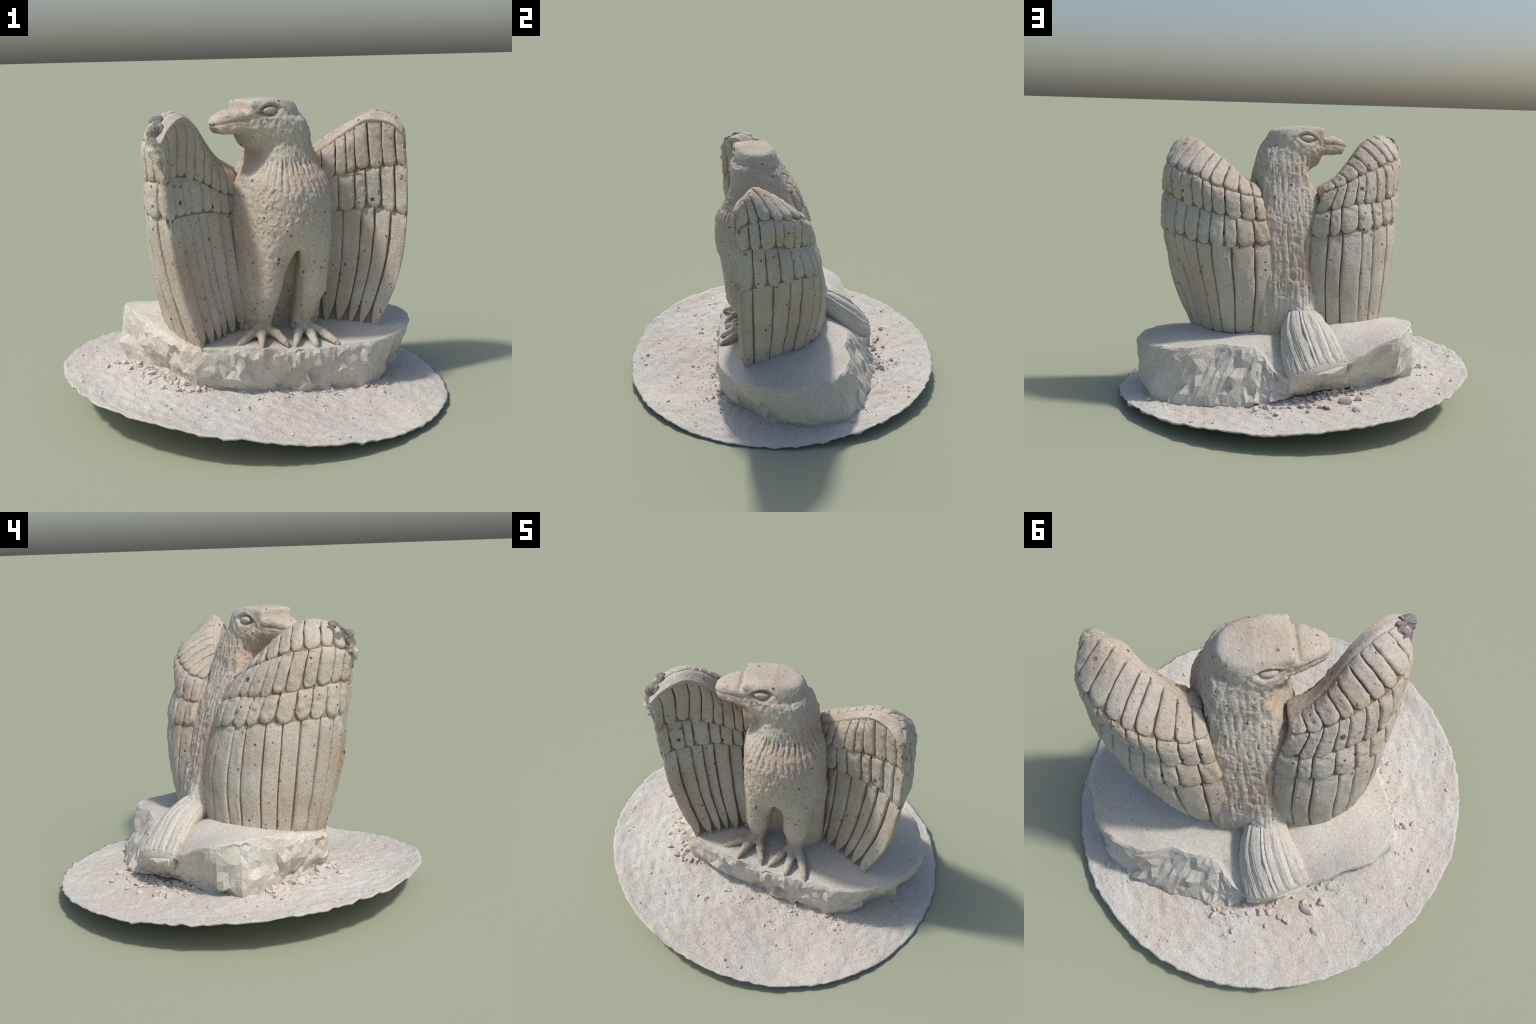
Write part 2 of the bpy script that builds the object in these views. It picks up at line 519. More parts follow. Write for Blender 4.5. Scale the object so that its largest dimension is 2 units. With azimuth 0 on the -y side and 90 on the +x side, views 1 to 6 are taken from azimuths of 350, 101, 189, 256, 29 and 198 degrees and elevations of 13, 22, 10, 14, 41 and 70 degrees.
def loft(P, table, fwd, rgt, power=2.0):
    """stack of (super)ellipses; rows: z, cx, cy, half depth, half width"""
    t = np.array(table, F)
    zz = np.linspace(t[0, 0], t[-1, 0], 160)
    v = hermite(t[:, 0], t[:, 1:], zz)
    g = [np.interp(P[..., 2], zz, v[:, i]) for i in range(4)]
    dx, dy = P[..., 0] - g[0], P[..., 1] - g[1]
    a = np.abs(dx * fwd[0] + dy * fwd[1]) / g[2]
    b = np.abs(dx * rgt[0] + dy * rgt[1]) / g[3]
    q = (a**power + b**power) ** (1 / power)
    d = (q - 1) * np.minimum(g[2], g[3])
    dz = np.maximum(t[0, 0] - P[..., 2], P[..., 2] - t[-1, 0])
    return smax(d, dz, 0.02)


def cone(P, a, b, ra, rb):
    a, b = np.array(a, F), np.array(b, F)
    ab = b - a
    h = np.clip(((P - a) @ ab) / (ab @ ab), 0, 1)
    return np.linalg.norm(P - a - h[..., None] * ab, axis=-1) - (ra + (rb - ra) * h)


TORSO = [
    (0.66, 0.135, -0.14, 0.12, 0.15), (0.74, 0.138, -0.158, 0.150, 0.200), (0.80, 0.136, -0.170, 0.176, 0.212), (0.90, 0.133, -0.178, 0.208, 0.224), (1.00, 0.132, -0.176, 0.216, 0.224), (1.08, 0.130, -0.174, 0.214, 0.220),
    (1.15, 0.128, -0.166, 0.192, 0.205), (1.213, 0.121, -0.160, 0.163, 0.184), (1.26, 0.122, -0.158, 0.147, 0.166), (1.31, 0.124, -0.158, 0.134, 0.148), (1.37, 0.118, -0.165, 0.132, 0.142), (1.43, 0.095, -0.172, 0.125, 0.135),
]
SPINE = [
    (0.33, 0.055, 0.140, 0.152, 0.185), (0.55, 0.055, 0.128, 0.152, 0.185), (0.72, 0.047, 0.088, 0.152, 0.182), (0.90, 0.043, 0.040, 0.147, 0.180), (1.00, 0.048, 0.012, 0.142, 0.180), (1.10, 0.055, -0.025, 0.132, 0.175),
    (1.20, 0.092, -0.050, 0.122, 0.154), (1.32, 0.104, -0.086, 0.122, 0.137), (1.40, 0.098, -0.110, 0.108, 0.120),
]
UNDER = [(0.33, 0.092, -0.065, 0.130, 0.195), (0.55, 0.086, -0.095, 0.155, 0.216), (0.75, 0.082, -0.122, 0.175, 0.224), (0.92, 0.084, -0.130, 0.178, 0.220), (1.10, 0.09, -0.11, 0.14, 0.19)]
FILL = [((-0.080, -0.145, 0.40), (-0.085, -0.165, 1.0), 0.042), ((0.290, -0.055, 0.40), (0.315, -0.105, 0.85), 0.040)]
LEGS = [
    [(0.052, -0.268, 0.84, 0.102), (0.022, -0.268, 0.60, 0.073), (0.004, -0.199, 0.40, 0.043)],
    [(0.262, -0.243, 0.84, 0.087), (0.250, -0.232, 0.60, 0.074), (0.214, -0.150, 0.40, 0.043)],
]
TOES = [
    [(0.0, -0.215, 0.385), (-0.07, -0.295, 0.385), (-0.13, -0.352, 0.362)],
    [(0.0, -0.225, 0.385), (-0.02, -0.315, 0.387), (-0.03, -0.378, 0.368)],
    [(0.01, -0.215, 0.385), (0.058, -0.300, 0.380), (0.088, -0.340, 0.352)],
    [(0.215, -0.165, 0.378), (0.175, -0.26, 0.365), (0.15, -0.325, 0.338)],
    [(0.225, -0.170, 0.378), (0.236, -0.27, 0.358), (0.248, -0.33, 0.325)],
    [(0.235, -0.165, 0.375), (0.31, -0.255, 0.350), (0.352, -0.31, 0.322)],
]
CLAW_TIP = [(-0.155, -0.378, 0.348), (-0.033, -0.408, 0.343), (0.104, -0.362, 0.325), (0.138, -0.352, 0.312), (0.253, -0.358, 0.296), (0.372, -0.330, 0.302)]
EYES = [(0.053, -0.296, 1.468), (-0.041, -0.054, 1.460)]


def head_frame(P):
    dx, dy = P[..., 0] - HEAD[0], P[..., 1] - HEAD[1]
    return dx * HF[0] + dy * HF[1], dx * HL[0] + dy * HL[1], P[..., 2]


def box(h, l, z, c, half, r):
    q = np.stack([np.abs(h - c[0]) - half[0] + r, np.abs(l - c[1]) - half[1] + r, np.abs(z - c[2]) - half[2] + r], -1)
    return np.linalg.norm(np.maximum(q, 0), axis=-1) + np.minimum(q.max(-1), 0) - r


def body_field(P):
    h, l, z = head_frame(P)
    d = loft(P, TORSO, FWD, RGT, 2.15)
    d = smin(d, loft(P, SPINE, FWD, RGT, 3.4), 0.05)
    # thighs, shanks
    d = smin(d, loft(P, UNDER, FWD, RGT, 3.0), 0.04)
    for a, b, r in FILL:
        d = smin(d, cone(P, a, b, r, r), 0.04)
    for pts in LEGS:
        leg = smin(cone(P, pts[0][:3], pts[1][:3], pts[0][3], pts[1][3]), cone(P, pts[1][:3], pts[2][:3], pts[1][3], pts[2][3]), 0.006)
        d = smin(d, leg, 0.025)
    d = smin(d, cone(P, (-0.045, 0.13, 0.66), (-0.085, 0.27, 0.47), 0.085, 0.055), 0.07)
    # tall narrow gap between the legs, up to the crotch
    gz = np.clip((0.80 - P[..., 2]) / 0.40, 0, 1.2)
    gx = 0.160 - 0.055 * gz
    gw = 0.064 * gz**0.46 + 0.001
    depth = (P[..., 0] - 0.13) * FWD[0] + (P[..., 1] + 0.165) * FWD[1]
    gap = smax(np.abs(P[..., 0] - gx + 0.10 * (P[..., 1] + 0.25)) - gw, np.interp(P[..., 2], [0.33, 0.5, 0.68, 0.8], [-0.055, -0.03, 0.03, 0.07]) - depth, 0.02)
    gap = np.maximum(gap, P[..., 2] - 0.80)
    d = smax(d, -gap, 0.022)
    # throat held back under the beak
    lim = np.interp(P[..., 2], [1.15, 1.20, 1.24, 1.28, 1.36, 1.40], [0.20, 0.145, 0.121, 0.112, 0.110, 0.20])
    d = smax(d, -0.86 * P[..., 0] - 0.51 * P[..., 1] - lim, 0.05)
    # skull, crown slab, beak
    ls = l - 0.002
    k = (np.abs((h + 0.050) / 0.168) ** 2.15 + np.abs(ls / 0.142) ** 2.15 + np.abs((z - 1.405) / 0.150) ** 2.3) ** (1 / 2.2)
    skull = smax((k - 1) * 0.13, h - 0.106, 0.014)
    brow = box(h, l, z + 0.06 * np.abs(l), (0.046, 0.006, 1.486), (0.060, 0.107, 0.037), 0.022)
    skull = smin(skull, brow, 0.03)
    hb = np.clip((h - 0.02) / 0.235, 0, 1)
    halfw = 0.106 - 0.066 * hb**2.0
    top = 1.487 - 0.012 * hb - 0.040 * hb**3.2
    bot = 1.362 + 0.006 * hb**2
    cb = box(h, l / halfw * 0.1, (z - 0.5 * (top + bot)) / (0.5 * (top - bot)) * 0.06, (0.13, 0, 0), (0.128, 0.1, 0.06), 0.038) * 0.75
    jaw = np.sqrt(((h + 0.0) / 0.12) ** 2 + (l / 0.112) ** 2 + ((z - 1.394) / 0.055) ** 2)
    head = smin(smin(skull, cb, 0.012), (jaw - 1) * 0.055, 0.025)
    head = smax(head, h - (0.259 - 0.75 * np.clip(1.414 - z, 0, 1)), 0.008)
    head = smax(head, z - (1.525 - 0.16 * np.clip(-h - 0.05, 0, 1)), 0.012)
    d = smin(d, head, 0.025)
    # feet
    for toe, tip in zip(TOES, CLAW_TIP):
        c = smin(cone(P, toe[0], toe[1], 0.028, 0.022), cone(P, toe[1], toe[2], 0.022, 0.017), 0.012)
        d = smin(d, c, 0.014)
    return d


def ridge(x, sharp=1.0):
    """rounded strips with narrow grooves at whole numbers of x: 0 in groove, 1 on strip"""
    f = np.abs(x - np.round(x)) * 2
    return 1 - np.exp(-((f / (0.34 * sharp)) ** 2))


def body_relief(P, d):
    """carved detail, in metres added to the distance (positive cuts in)"""
    h, l, z = head_frame(P)
    x, y = P[..., 0], P[..., 1]
    cut = np.zeros_like(d)
    ax, ay = x - 0.13, y + 0.165
    th = np.arctan2(ax * RGT[0] + ay * RGT[1], ax * FWD[0] + ay * FWD[1])
    band = lambda v, a, b, s: 1 / (1 + np.exp(-(v - a) / s)) * (1 / (1 + np.exp((v - b) / s)))
    front = band(th, -1.75, 1.75, 0.1)
    wob = vnoise(P, 14, 61)
    # ruff: short upright lappets
    zz = z + 0.012 * np.cos(th * 2)
    cut += front * band(zz, 1.105, 1.235, 0.006) * 0.0105 * np.clip(0.85 + 0.8 * vnoise(P, 20, 60), 0.15, 1.3) * (1 - ridge(th * 6.2 + 0.35 * wob, 0.8))
    cut += front * band(zz, 1.165, 1.30, 0.012) * 0.004 * (1 - ridge(th * 9 + 0.4 + 0.3 * wob))
    step = zz + 0.013 * np.abs(np.sin(th * 6.2 * math.pi + 0.8))
    cut -= front * 0.005 * band(step, 1.108, 1.17, 0.004)
    # breast scales: rows of scallops, each row ending in a small step
    for i, zr in enumerate((1.045, 0.985, 0.925, 0.865)):
        ph = th * 2.7 + 0.5 * (i % 2) + 0.15 * vnoise(P, 8, 59)
        f = ph - np.round(ph)
        edge = zr + 0.036 * (2 * np.abs(f)) ** 2.5 + 0.008 * wob
        amp = (0.0045, 0.0045, 0.004, 0.003)[i]
        cut -= front * amp * np.exp(-np.clip(z - edge, 0, 1) / 0.03) / (1 + np.exp(-(z - edge) / 0.0018))
        cut += front * 0.0035 * np.exp(-(((z - edge) / 0.003) ** 2))
        cut += front * 0.006 * np.exp(-((np.abs(f) - 0.17 - 0.05 * wob) / 0.035) ** 2) * band(z, edge + 0.004, edge + 0.03, 0.003)
    # back: bark-like upright strokes
    back = band(np.abs(th), 1.9, 9, 0.15)
    low = band(z, 0.40, 1.34, 0.045)
    u = x * 0.98 + y * 0.2
    frame = np.stack([u, y * 0.98 - x * 0.2, z], -1)
    st1 = vnoise(frame * [85, 40, 10], 1, 62)
    st2 = vnoise(frame * [125, 50, 17], 1, 63)
    cut += back * low * (0.009 * np.clip(st1 - 0.12, 0, 1) + 0.008 * np.clip(st2 - 0.2, 0, 1) - 0.003 * np.clip(-st1, 0, 1))
    cut += back * low * 0.0035 * (1 - ridge(u * 33 + 0.8 * vnoise(frame * [8, 8, 1.6], 1, 64), 0.6))
    # nape: long slanting strokes on the sides of neck and skull
    nape = band(z, 1.18, 1.47, 0.02) * band(h, -9, -0.03, 0.02)
    sl = h * 24 - (z - 1.3) * 10 + 0.8 * vnoise(P, 9, 66)
    cut += nape * (1 - ridge(sl, 0.8)) * 0.0055 * np.clip(0.65 + vnoise(P, 16, 67), 0, 1)
    # cheek tool marks
    cut += 0.0025 * band(z, 1.30, 1.44, 0.02) * band(h, -0.1, 0.12, 0.02) * vnoise(P, 60, 68)
    # eye sockets with brow and lid lines
    for e in EYES:
        E = np.array(e)
        eh = (E[0] - HEAD[0]) * HF[0] + (E[1] - HEAD[1]) * HF[1]
        el = (E[0] - HEAD[0]) * HL[0] + (E[1] - HEAD[1]) * HL[1]
        side = band(l * np.sign(el), 0.06, 9, 0.01)
        a, b = (h - eh) / 0.064, (z - E[2] + 0.12 * (h - eh)) / 0.029
        almond = np.abs(b) + a * a * 0.95
        cut += side * 0.020 * np.exp(-(np.clip(almond - 0.55, 0, 9) / 0.38) ** 2)
        cut -= side * 0.0035 * np.exp(-(((almond - 1.35) / 0.22) ** 2)) * band(z, E[2] + 0.004, 9, 0.004)
    # mouth line round the beak
    hb = np.clip((h - 0.06) / 0.2, 0, 1)
    zm = 1.431 - 0.010 * hb - 0.016 * hb**3
    cut += 0.008 * np.exp(-(((z - zm) / 0.0045) ** 2)) * band(h, 0.105, 9, 0.008)
    # groove between brow slab and beak, down the side of the face
    cut += 0.015 * np.exp(-(((h - 0.116) / 0.010) ** 2)) * band(z, 1.465, 1.51, 0.004)
    cut += 0.004 * np.exp(-(((h - 0.095 - 0.25 * (1.47 - z) ** 2) / 0.006) ** 2)) * band(z, 1.40, 1.47, 0.008)
    # thigh tool facets, weather pits
    cut += 0.002 * fbm(P, 26, 2, 71) * band(z, 0, 1.47, 0.02) + 0.002 * vnoise(P, 80, 72) * band(z, 0, 1.49, 0.015)
    tool = band(z, 0.33, 1.475, 0.01)
    cut += tool * 0.7 * facets(P, 24, 0.11, 301)
    cut += tool * 0.011 * np.clip(vnoise(P, 52, 73) - 0.52, 0, 1)
    for c, r in (((-0.022, 0.176, 0.906), 0.013), ((-0.024, 0.094, 1.106), 0.009), ((-0.009, 0.233, 0.715), 0.01), ((0.14, -0.018, 1.421), 0.010), ((0.195, -0.302, 1.213), 0.008)):
        cut += 0.028 * np.exp(-(np.sum((P - np.array(c)) ** 2, -1) / r**2))
    return cut


def surface_nets(D, lo, h):
    n = np.array(D.shape)
    S = D < 0
    c = np.zeros(n - 1, np.int8)
    for i in (0, 1):
        for j in (0, 1):
            for k in (0, 1):
                c += S[i : n[0] - 1 + i, j : n[1] - 1 + j, k : n[2] - 1 + k]
    cells = np.argwhere((c > 0) & (c < 8))
    idx = -np.ones(n - 1, np.int64)
    idx[tuple(cells.T)] = np.arange(len(cells))
    acc, cnt = np.zeros((len(cells), 3)), np.zeros(len(cells))
    corners = [(i, j, k) for i in (0, 1) for j in (0, 1) for k in (0, 1)]
    for p in corners:
        for a in range(3):
            if p[a]:
                continue
            q = list(p)
            q[a] = 1
            A, B = cells + p, cells + q
            da, db = D[tuple(A.T)], D[tuple(B.T)]
            m = (da < 0) != (db < 0)
            t = da[m] / (da[m] - db[m])
            acc[m] += np.array(p, F) + t[:, None] * (np.array(q) - np.array(p))
            cnt[m] += 1
    V = lo + h * (cells + acc / cnt[:, None])
    faces = []
    for a in range(3):
        b, g = (a + 1) % 3, (a + 2) % 3
        sl0, sl1 = [slice(1, -1)] * 3, [slice(1, -1)] * 3
        sl0[a], sl1[a] = slice(0, n[a] - 1), slice(1, n[a])
        cr = np.argwhere(S[tuple(sl0)] != S[tuple(sl1)])
        base = np.array([1, 1, 1])
        base[a] = 0
        cr = cr + base
        inside = S[tuple(cr.T)]
        eb, eg = np.zeros(3, int), np.zeros(3, int)
        eb[b], eg[g] = 1, 1
        q = np.stack([idx[tuple((cr - eb - eg).T)], idx[tuple((cr - eg).T)], idx[tuple(cr.T)], idx[tuple((cr - eb).T)]], 1)
        q[~inside] = q[~inside][:, ::-1]
        faces.append(q)
    return V, np.concatenate(faces)


def build_body():
    n = np.ceil((HI - LO) / VOX).astype(int) + 1
    D = np.empty(n, np.float32)
    ys, zs = LO[1] + VOX * np.arange(n[1]), LO[2] + VOX * np.arange(n[2])
    Y, Z = np.meshgrid(ys, zs, indexing="ij")
    for i0 in range(0, n[0], 16):
        xs = LO[0] + VOX * np.arange(i0, min(n[0], i0 + 16))
        P = np.stack(np.broadcast_arrays(xs[:, None, None], Y[None], Z[None]), -1)
        d = body_field(P)
        near = np.abs(d) < 0.04
        Q = P[near]
        d[near] = d[near] + body_relief(Q, d[near])
        D[i0 : i0 + len(xs)] = d
    D[:, :, 0] = 1
    V, Q = surface_nets(D, LO, VOX)
    # vertex normals of the whole surface
    fn = np.cross(V[Q[:, 2]] - V[Q[:, 0]], V[Q[:, 3]] - V[Q[:, 1]])
    vn = np.zeros_like(V)
    for k in range(4):
        np.add.at(vn, Q[:, k], fn)
    vn /= np.maximum(np.linalg.norm(vn, axis=1, keepdims=True), 1e-12)
    c = V[Q].mean(1)
    h, l, z = head_frame(c)
    ax, ay = c[:, 0] - 0.13, c[:, 1] + 0.165
    lab = np.full(len(c), "torso", dtype=object)
    lab[z > 1.19] = "neck"
    lab[(z > 1.335) & (h < 0.4)] = "head"
    lab[(h > 0.105) & (z > 1.33)] = "beak"
    frontal = (ax * FWD[0] + ay * FWD[1]) > -0.06
    lab[(z < 0.79) & frontal] = "leg"
    lab[(z < 0.415) & frontal & (c[:, 1] < -0.12)] = "foot"
    for nm in ("torso", "neck", "head", "beak", "leg", "foot"):
        if nm in ("leg", "foot"):
            groups = [(lab == nm) & (c[:, 0] < 0.125), (lab == nm) & (c[:, 0] >= 0.125)]
        else:
            groups = [lab == nm]
        for g in groups:
            f = Q[g]
            used, inv = np.unique(f, return_inverse=True)
            add_object(nm, V[used], inv.reshape(f.shape), STONE, statue, True, vn[used])


build_body()


# ------------------------------------------------------------------ eyes and claws
def ellipsoid(name, c, axes, parent, mat, nseg=20, nring=12, rough=0.0):
    th = np.linspace(0, 2 * math.pi, nseg, endpoint=False)
    V = [c + axes[2]]
    for i in range(1, nring):
        p = math.pi * i / nring
        for t in th:
            V.append(c + axes[2] * math.cos(p) + axes[0] * math.sin(p) * math.cos(t) + axes[1] * math.sin(p) * math.sin(t))
    V.append(c - axes[2])
    V = np.array(V)
    V += rough * vnoise(V, 70, 5)[:, None]
    f = [(0, 1 + k, 1 + (k + 1) % nseg) for k in range(nseg)]
    f += grid_faces(nring - 1, nseg, 1, True)
    last = len(V) - 1
    f += [(last, last - nseg + (k + 1) % nseg, last - nseg + k) for k in range(nseg)]
    ob = add_object(name, V, f, mat, parent)
    fix_normals(ob)
    return ob


head_ob = bpy.data.objects["head"]
feet = [o for o in bpy.data.objects if o.name.split(".")[0] == "foot"]
for e in EYES:
    E = np.array(e)
    s = 1 if (E[:2] - HEAD) @ HL > 0 else -1
    out = np.array([HL[0] * s, HL[1] * s, 0])
    ellipsoid("eye", E - out * 0.014, [np.array([HF[0], HF[1], 0]) * 0.038, np.array([0, 0, 0.0160]), out * 0.016], head_ob, EYE, rough=0.001)


def tube(name, pts, radii, parent, mat, seg=10):
    pts = np.array(pts, F)
    V = []
    for i, p in enumerate(pts):
        t = pts[min(i + 1, len(pts) - 1)] - pts[max(i - 1, 0)]
        t /= np.linalg.norm(t)
        a = np.cross(t, [0, 0, 1])
        a /= np.linalg.norm(a)
        b = np.cross(a, t)
        for k in range(seg):
            q = 2 * math.pi * k / seg
            V.append(p + radii[i] * (a * math.cos(q) + b * math.sin(q)))
    f = grid_faces(len(pts), seg, 0, True)
    f += [tuple(range(seg))[::-1], tuple(range((len(pts) - 1) * seg, len(pts) * seg))]
    ob = add_object(name, V, f, mat, parent)
    fix_normals(ob)
    return ob


for i, (toe, tip) in enumerate(zip(TOES, CLAW_TIP)):
    a, b, t = np.array(toe[1]), np.array(toe[2]), np.array(tip)
    pts = [b + (a - b) * 0.15 + [0, 0, -0.002], b + (t - b) * 0.35 + [0, 0, 0.004], b + (t - b) * 0.75 + [0, 0, 0.001], t]
    tube("claw", pts, [0.013, 0.0125, 0.008, 0.0025], feet[0 if i < 3 else min(1, len(feet) - 1)], STONE)

# ------------------------------------------------------------------ wings
T_BACK = [0, 1, 2, 3, 4, 5, 6]
LEFT_BACK = [  # wing on the +x side, outer face: root -> leading edge, from the top edge downwards
    [(0.24, 0.0, 1.19), (0.333, -0.005, 1.24), (0.42, -0.014, 1.297), (0.51, -0.047, 1.36), (0.57, -0.078, 1.397), (0.645, -0.095, 1.397), (0.71, -0.126, 1.372), (0.748, -0.143, 1.326)],
    [(0.22, 0.06, 1.19), (0.29, 0.055, 1.225), (0.37, 0.045, 1.285), (0.46, 0.03, 1.345), (0.55, 0.01, 1.397), (0.635, -0.035, 1.44), (0.73, -0.058, 1.418), (0.77, -0.112, 1.344)],
    [(0.18, 0.125, 1.13), (0.251, 0.184, 1.15), (0.342, 0.208, 1.174), (0.434, 0.216, 1.2), (0.541, 0.21, 1.247), (0.659, 0.157, 1.274), (0.753, 0.061, 1.302), (0.776, -0.122, 1.245)],
    [(0.14, 0.19, 1.01), (0.232, 0.225, 1.018), (0.332, 0.26, 1.036), (0.434, 0.252, 1.052), (0.533, 0.225, 1.071), (0.663, 0.165, 1.108), (0.784, 0.016, 1.142), (0.788, -0.112, 1.115)],
    [(0.11, 0.225, 0.882), (0.206, 0.27, 0.883), (0.301, 0.298, 0.876), (0.39, 0.308, 0.878), (0.508, 0.289, 0.886), (0.633, 0.216, 0.908), (0.768, 0.069, 0.916), (0.79, -0.108, 0.87)],
    [(0.1, 0.26, 0.63), (0.18, 0.302, 0.64), (0.27, 0.318, 0.63), (0.37, 0.312, 0.63), (0.475, 0.265, 0.62), (0.571, 0.168, 0.62), (0.679, 0.04, 0.61), (0.745, -0.108, 0.59)],
    [(0.12, 0.275, 0.41), (0.2, 0.288, 0.4), (0.28, 0.285, 0.385), (0.365, 0.252, 0.378), (0.455, 0.195, 0.37), (0.53, 0.095, 0.355), (0.603, -0.006, 0.335), (0.625, -0.118, 0.29)],
]
LEFT_FRONT_T = [0, 0.8, 2.2, 3.4, 5, 6]
LEFT_FRONT = [
    LEFT_BACK[0],
    [(0.24, -0.025, 1.15), (0.34, -0.035, 1.195), (0.43, -0.042, 1.25), (0.51, -0.058, 1.30), (0.57, -0.074, 1.335), (0.645, -0.088, 1.335), (0.71, -0.105, 1.31), (0.768, -0.118, 1.28)],
    [(0.22, -0.042, 1.08), (0.35, -0.055, 1.10), (0.45, -0.062, 1.12), (0.53, -0.064, 1.13), (0.61, -0.070, 1.145), (0.68, -0.084, 1.155), (0.735, -0.10, 1.16), (0.785, -0.115, 1.15)],
    [(0.22, -0.03, 0.90), (0.36, -0.040, 0.925), (0.47, -0.044, 0.928), (0.536, -0.046, 0.932), (0.608, -0.053, 0.94), (0.68, -0.072, 0.93), (0.74, -0.096, 0.91), (0.79, -0.112, 0.89)],
    [(0.22, -0.01, 0.60), (0.33, -0.035, 0.60), (0.43, -0.05, 0.60), (0.51, -0.065, 0.60), (0.58, -0.080, 0.60), (0.64, -0.094, 0.60), (0.69, -0.106, 0.59), (0.745, -0.114, 0.58)],
    [(0.22, 0.0, 0.31), (0.31, -0.03, 0.31), (0.39, -0.058, 0.31), (0.45, -0.072, 0.30), (0.50, -0.09, 0.295), (0.55, -0.106, 0.29), (0.595, -0.118, 0.29), (0.625, -0.128, 0.285)],
]
RIGHT_BACK = [  # wing on the -x side
    [(-0.1, -0.09, 1.185), (-0.19, -0.14, 1.245), (-0.25, -0.21, 1.325), (-0.315, -0.3, 1.423), (-0.355, -0.35, 1.455), (-0.395, -0.41, 1.45), (-0.442, -0.468, 1.415), (-0.485, -0.512, 1.35)],
    [(-0.13, 0.0, 1.185), (-0.2, -0.04, 1.245), (-0.28, -0.11, 1.337), (-0.345, -0.195, 1.43), (-0.404, -0.266, 1.471), (-0.45, -0.336, 1.472), (-0.504, -0.413, 1.437), (-0.515, -0.492, 1.36)],
    [(-0.15, 0.047, 1.17), (-0.234, 0.031, 1.2), (-0.332, -0.017, 1.255), (-0.438, -0.1, 1.303), (-0.488, -0.152, 1.325), (-0.535, -0.23, 1.342), (-0.546, -0.366, 1.352), (-0.495, -0.504, 1.305)],
    [(-0.11, 0.09, 1.055), (-0.211, 0.105, 1.079), (-0.337, 0.059, 1.11), (-0.448, -0.022, 1.117), (-0.507, -0.078, 1.132), (-0.543, -0.2, 1.15), (-0.54, -0.359, 1.17), (-0.46, -0.483, 1.165)],
    [(-0.10, 0.145, 0.93), (-0.209, 0.152, 0.938), (-0.337, 0.118, 0.963), (-0.447, 0.046, 0.98), (-0.517, -0.04, 0.995), (-0.548, -0.18, 1.00), (-0.538, -0.345, 1.005), (-0.446, -0.465, 0.99)],
    [(-0.10, 0.20, 0.69), (-0.21, 0.213, 0.70), (-0.33, 0.178, 0.70), (-0.435, 0.10, 0.70), (-0.505, 0.005, 0.70), (-0.530, -0.14, 0.69), (-0.488, -0.315, 0.68), (-0.395, -0.437, 0.66)],
    [(-0.12, 0.215, 0.43), (-0.21, 0.213, 0.43), (-0.31, 0.183, 0.43), (-0.40, 0.120, 0.43), (-0.466, 0.035, 0.42), (-0.480, -0.09, 0.40), (-0.425, -0.25, 0.37), (-0.318, -0.388, 0.335)],
]
RIGHT_FRONT_T = [0, 0.8, 2.0, 3.1, 5, 6]
RIGHT_FRONT = [
    RIGHT_BACK[0],
    [(-0.08, -0.10, 1.13), (-0.16, -0.15, 1.17), (-0.23, -0.215, 1.25), (-0.295, -0.285, 1.33), (-0.345, -0.335, 1.375), (-0.39, -0.395, 1.375), (-0.435, -0.45, 1.34), (-0.474, -0.498, 1.29)],
    [(-0.07, -0.105, 1.04), (-0.15, -0.155, 1.06), (-0.22, -0.210, 1.10), (-0.285, -0.265, 1.14), (-0.345, -0.322, 1.17), (-0.395, -0.378, 1.18), (-0.435, -0.438, 1.19), (-0.474, -0.498, 1.17)],
    [(-0.06, -0.11, 0.95), (-0.15, -0.165, 0.965), (-0.215, -0.215, 0.985), (-0.275, -0.265, 0.995), (-0.335, -0.322, 1.0), (-0.39, -0.388, 1.005), (-0.425, -0.438, 1.005), (-0.458, -0.484, 0.99)],
    [(-0.03, -0.14, 0.62), (-0.11, -0.19, 0.62), (-0.17, -0.225, 0.62), (-0.225, -0.268, 0.62), (-0.275, -0.315, 0.62), (-0.32, -0.365, 0.62), (-0.36, -0.41, 0.62), (-0.398, -0.45, 0.62)],
    [(0.0, -0.15, 0.335), (-0.08, -0.19, 0.335), (-0.13, -0.222, 0.335), (-0.17, -0.25, 0.335), (-0.21, -0.285, 0.335), (-0.25, -0.32, 0.335), (-0.285, -0.355, 0.335), (-0.318, -0.392, 0.335)],
]
CORE = 0.016


def orient(sheet, inner):
    P, Nn = sheet.P(np.array([0.5]), np.array([3.0]))[0], sheet.N(np.array([0.5]), np.array([3.0]))[0]
    if (P - inner) @ Nn < 0:
        sheet.sign *= -1


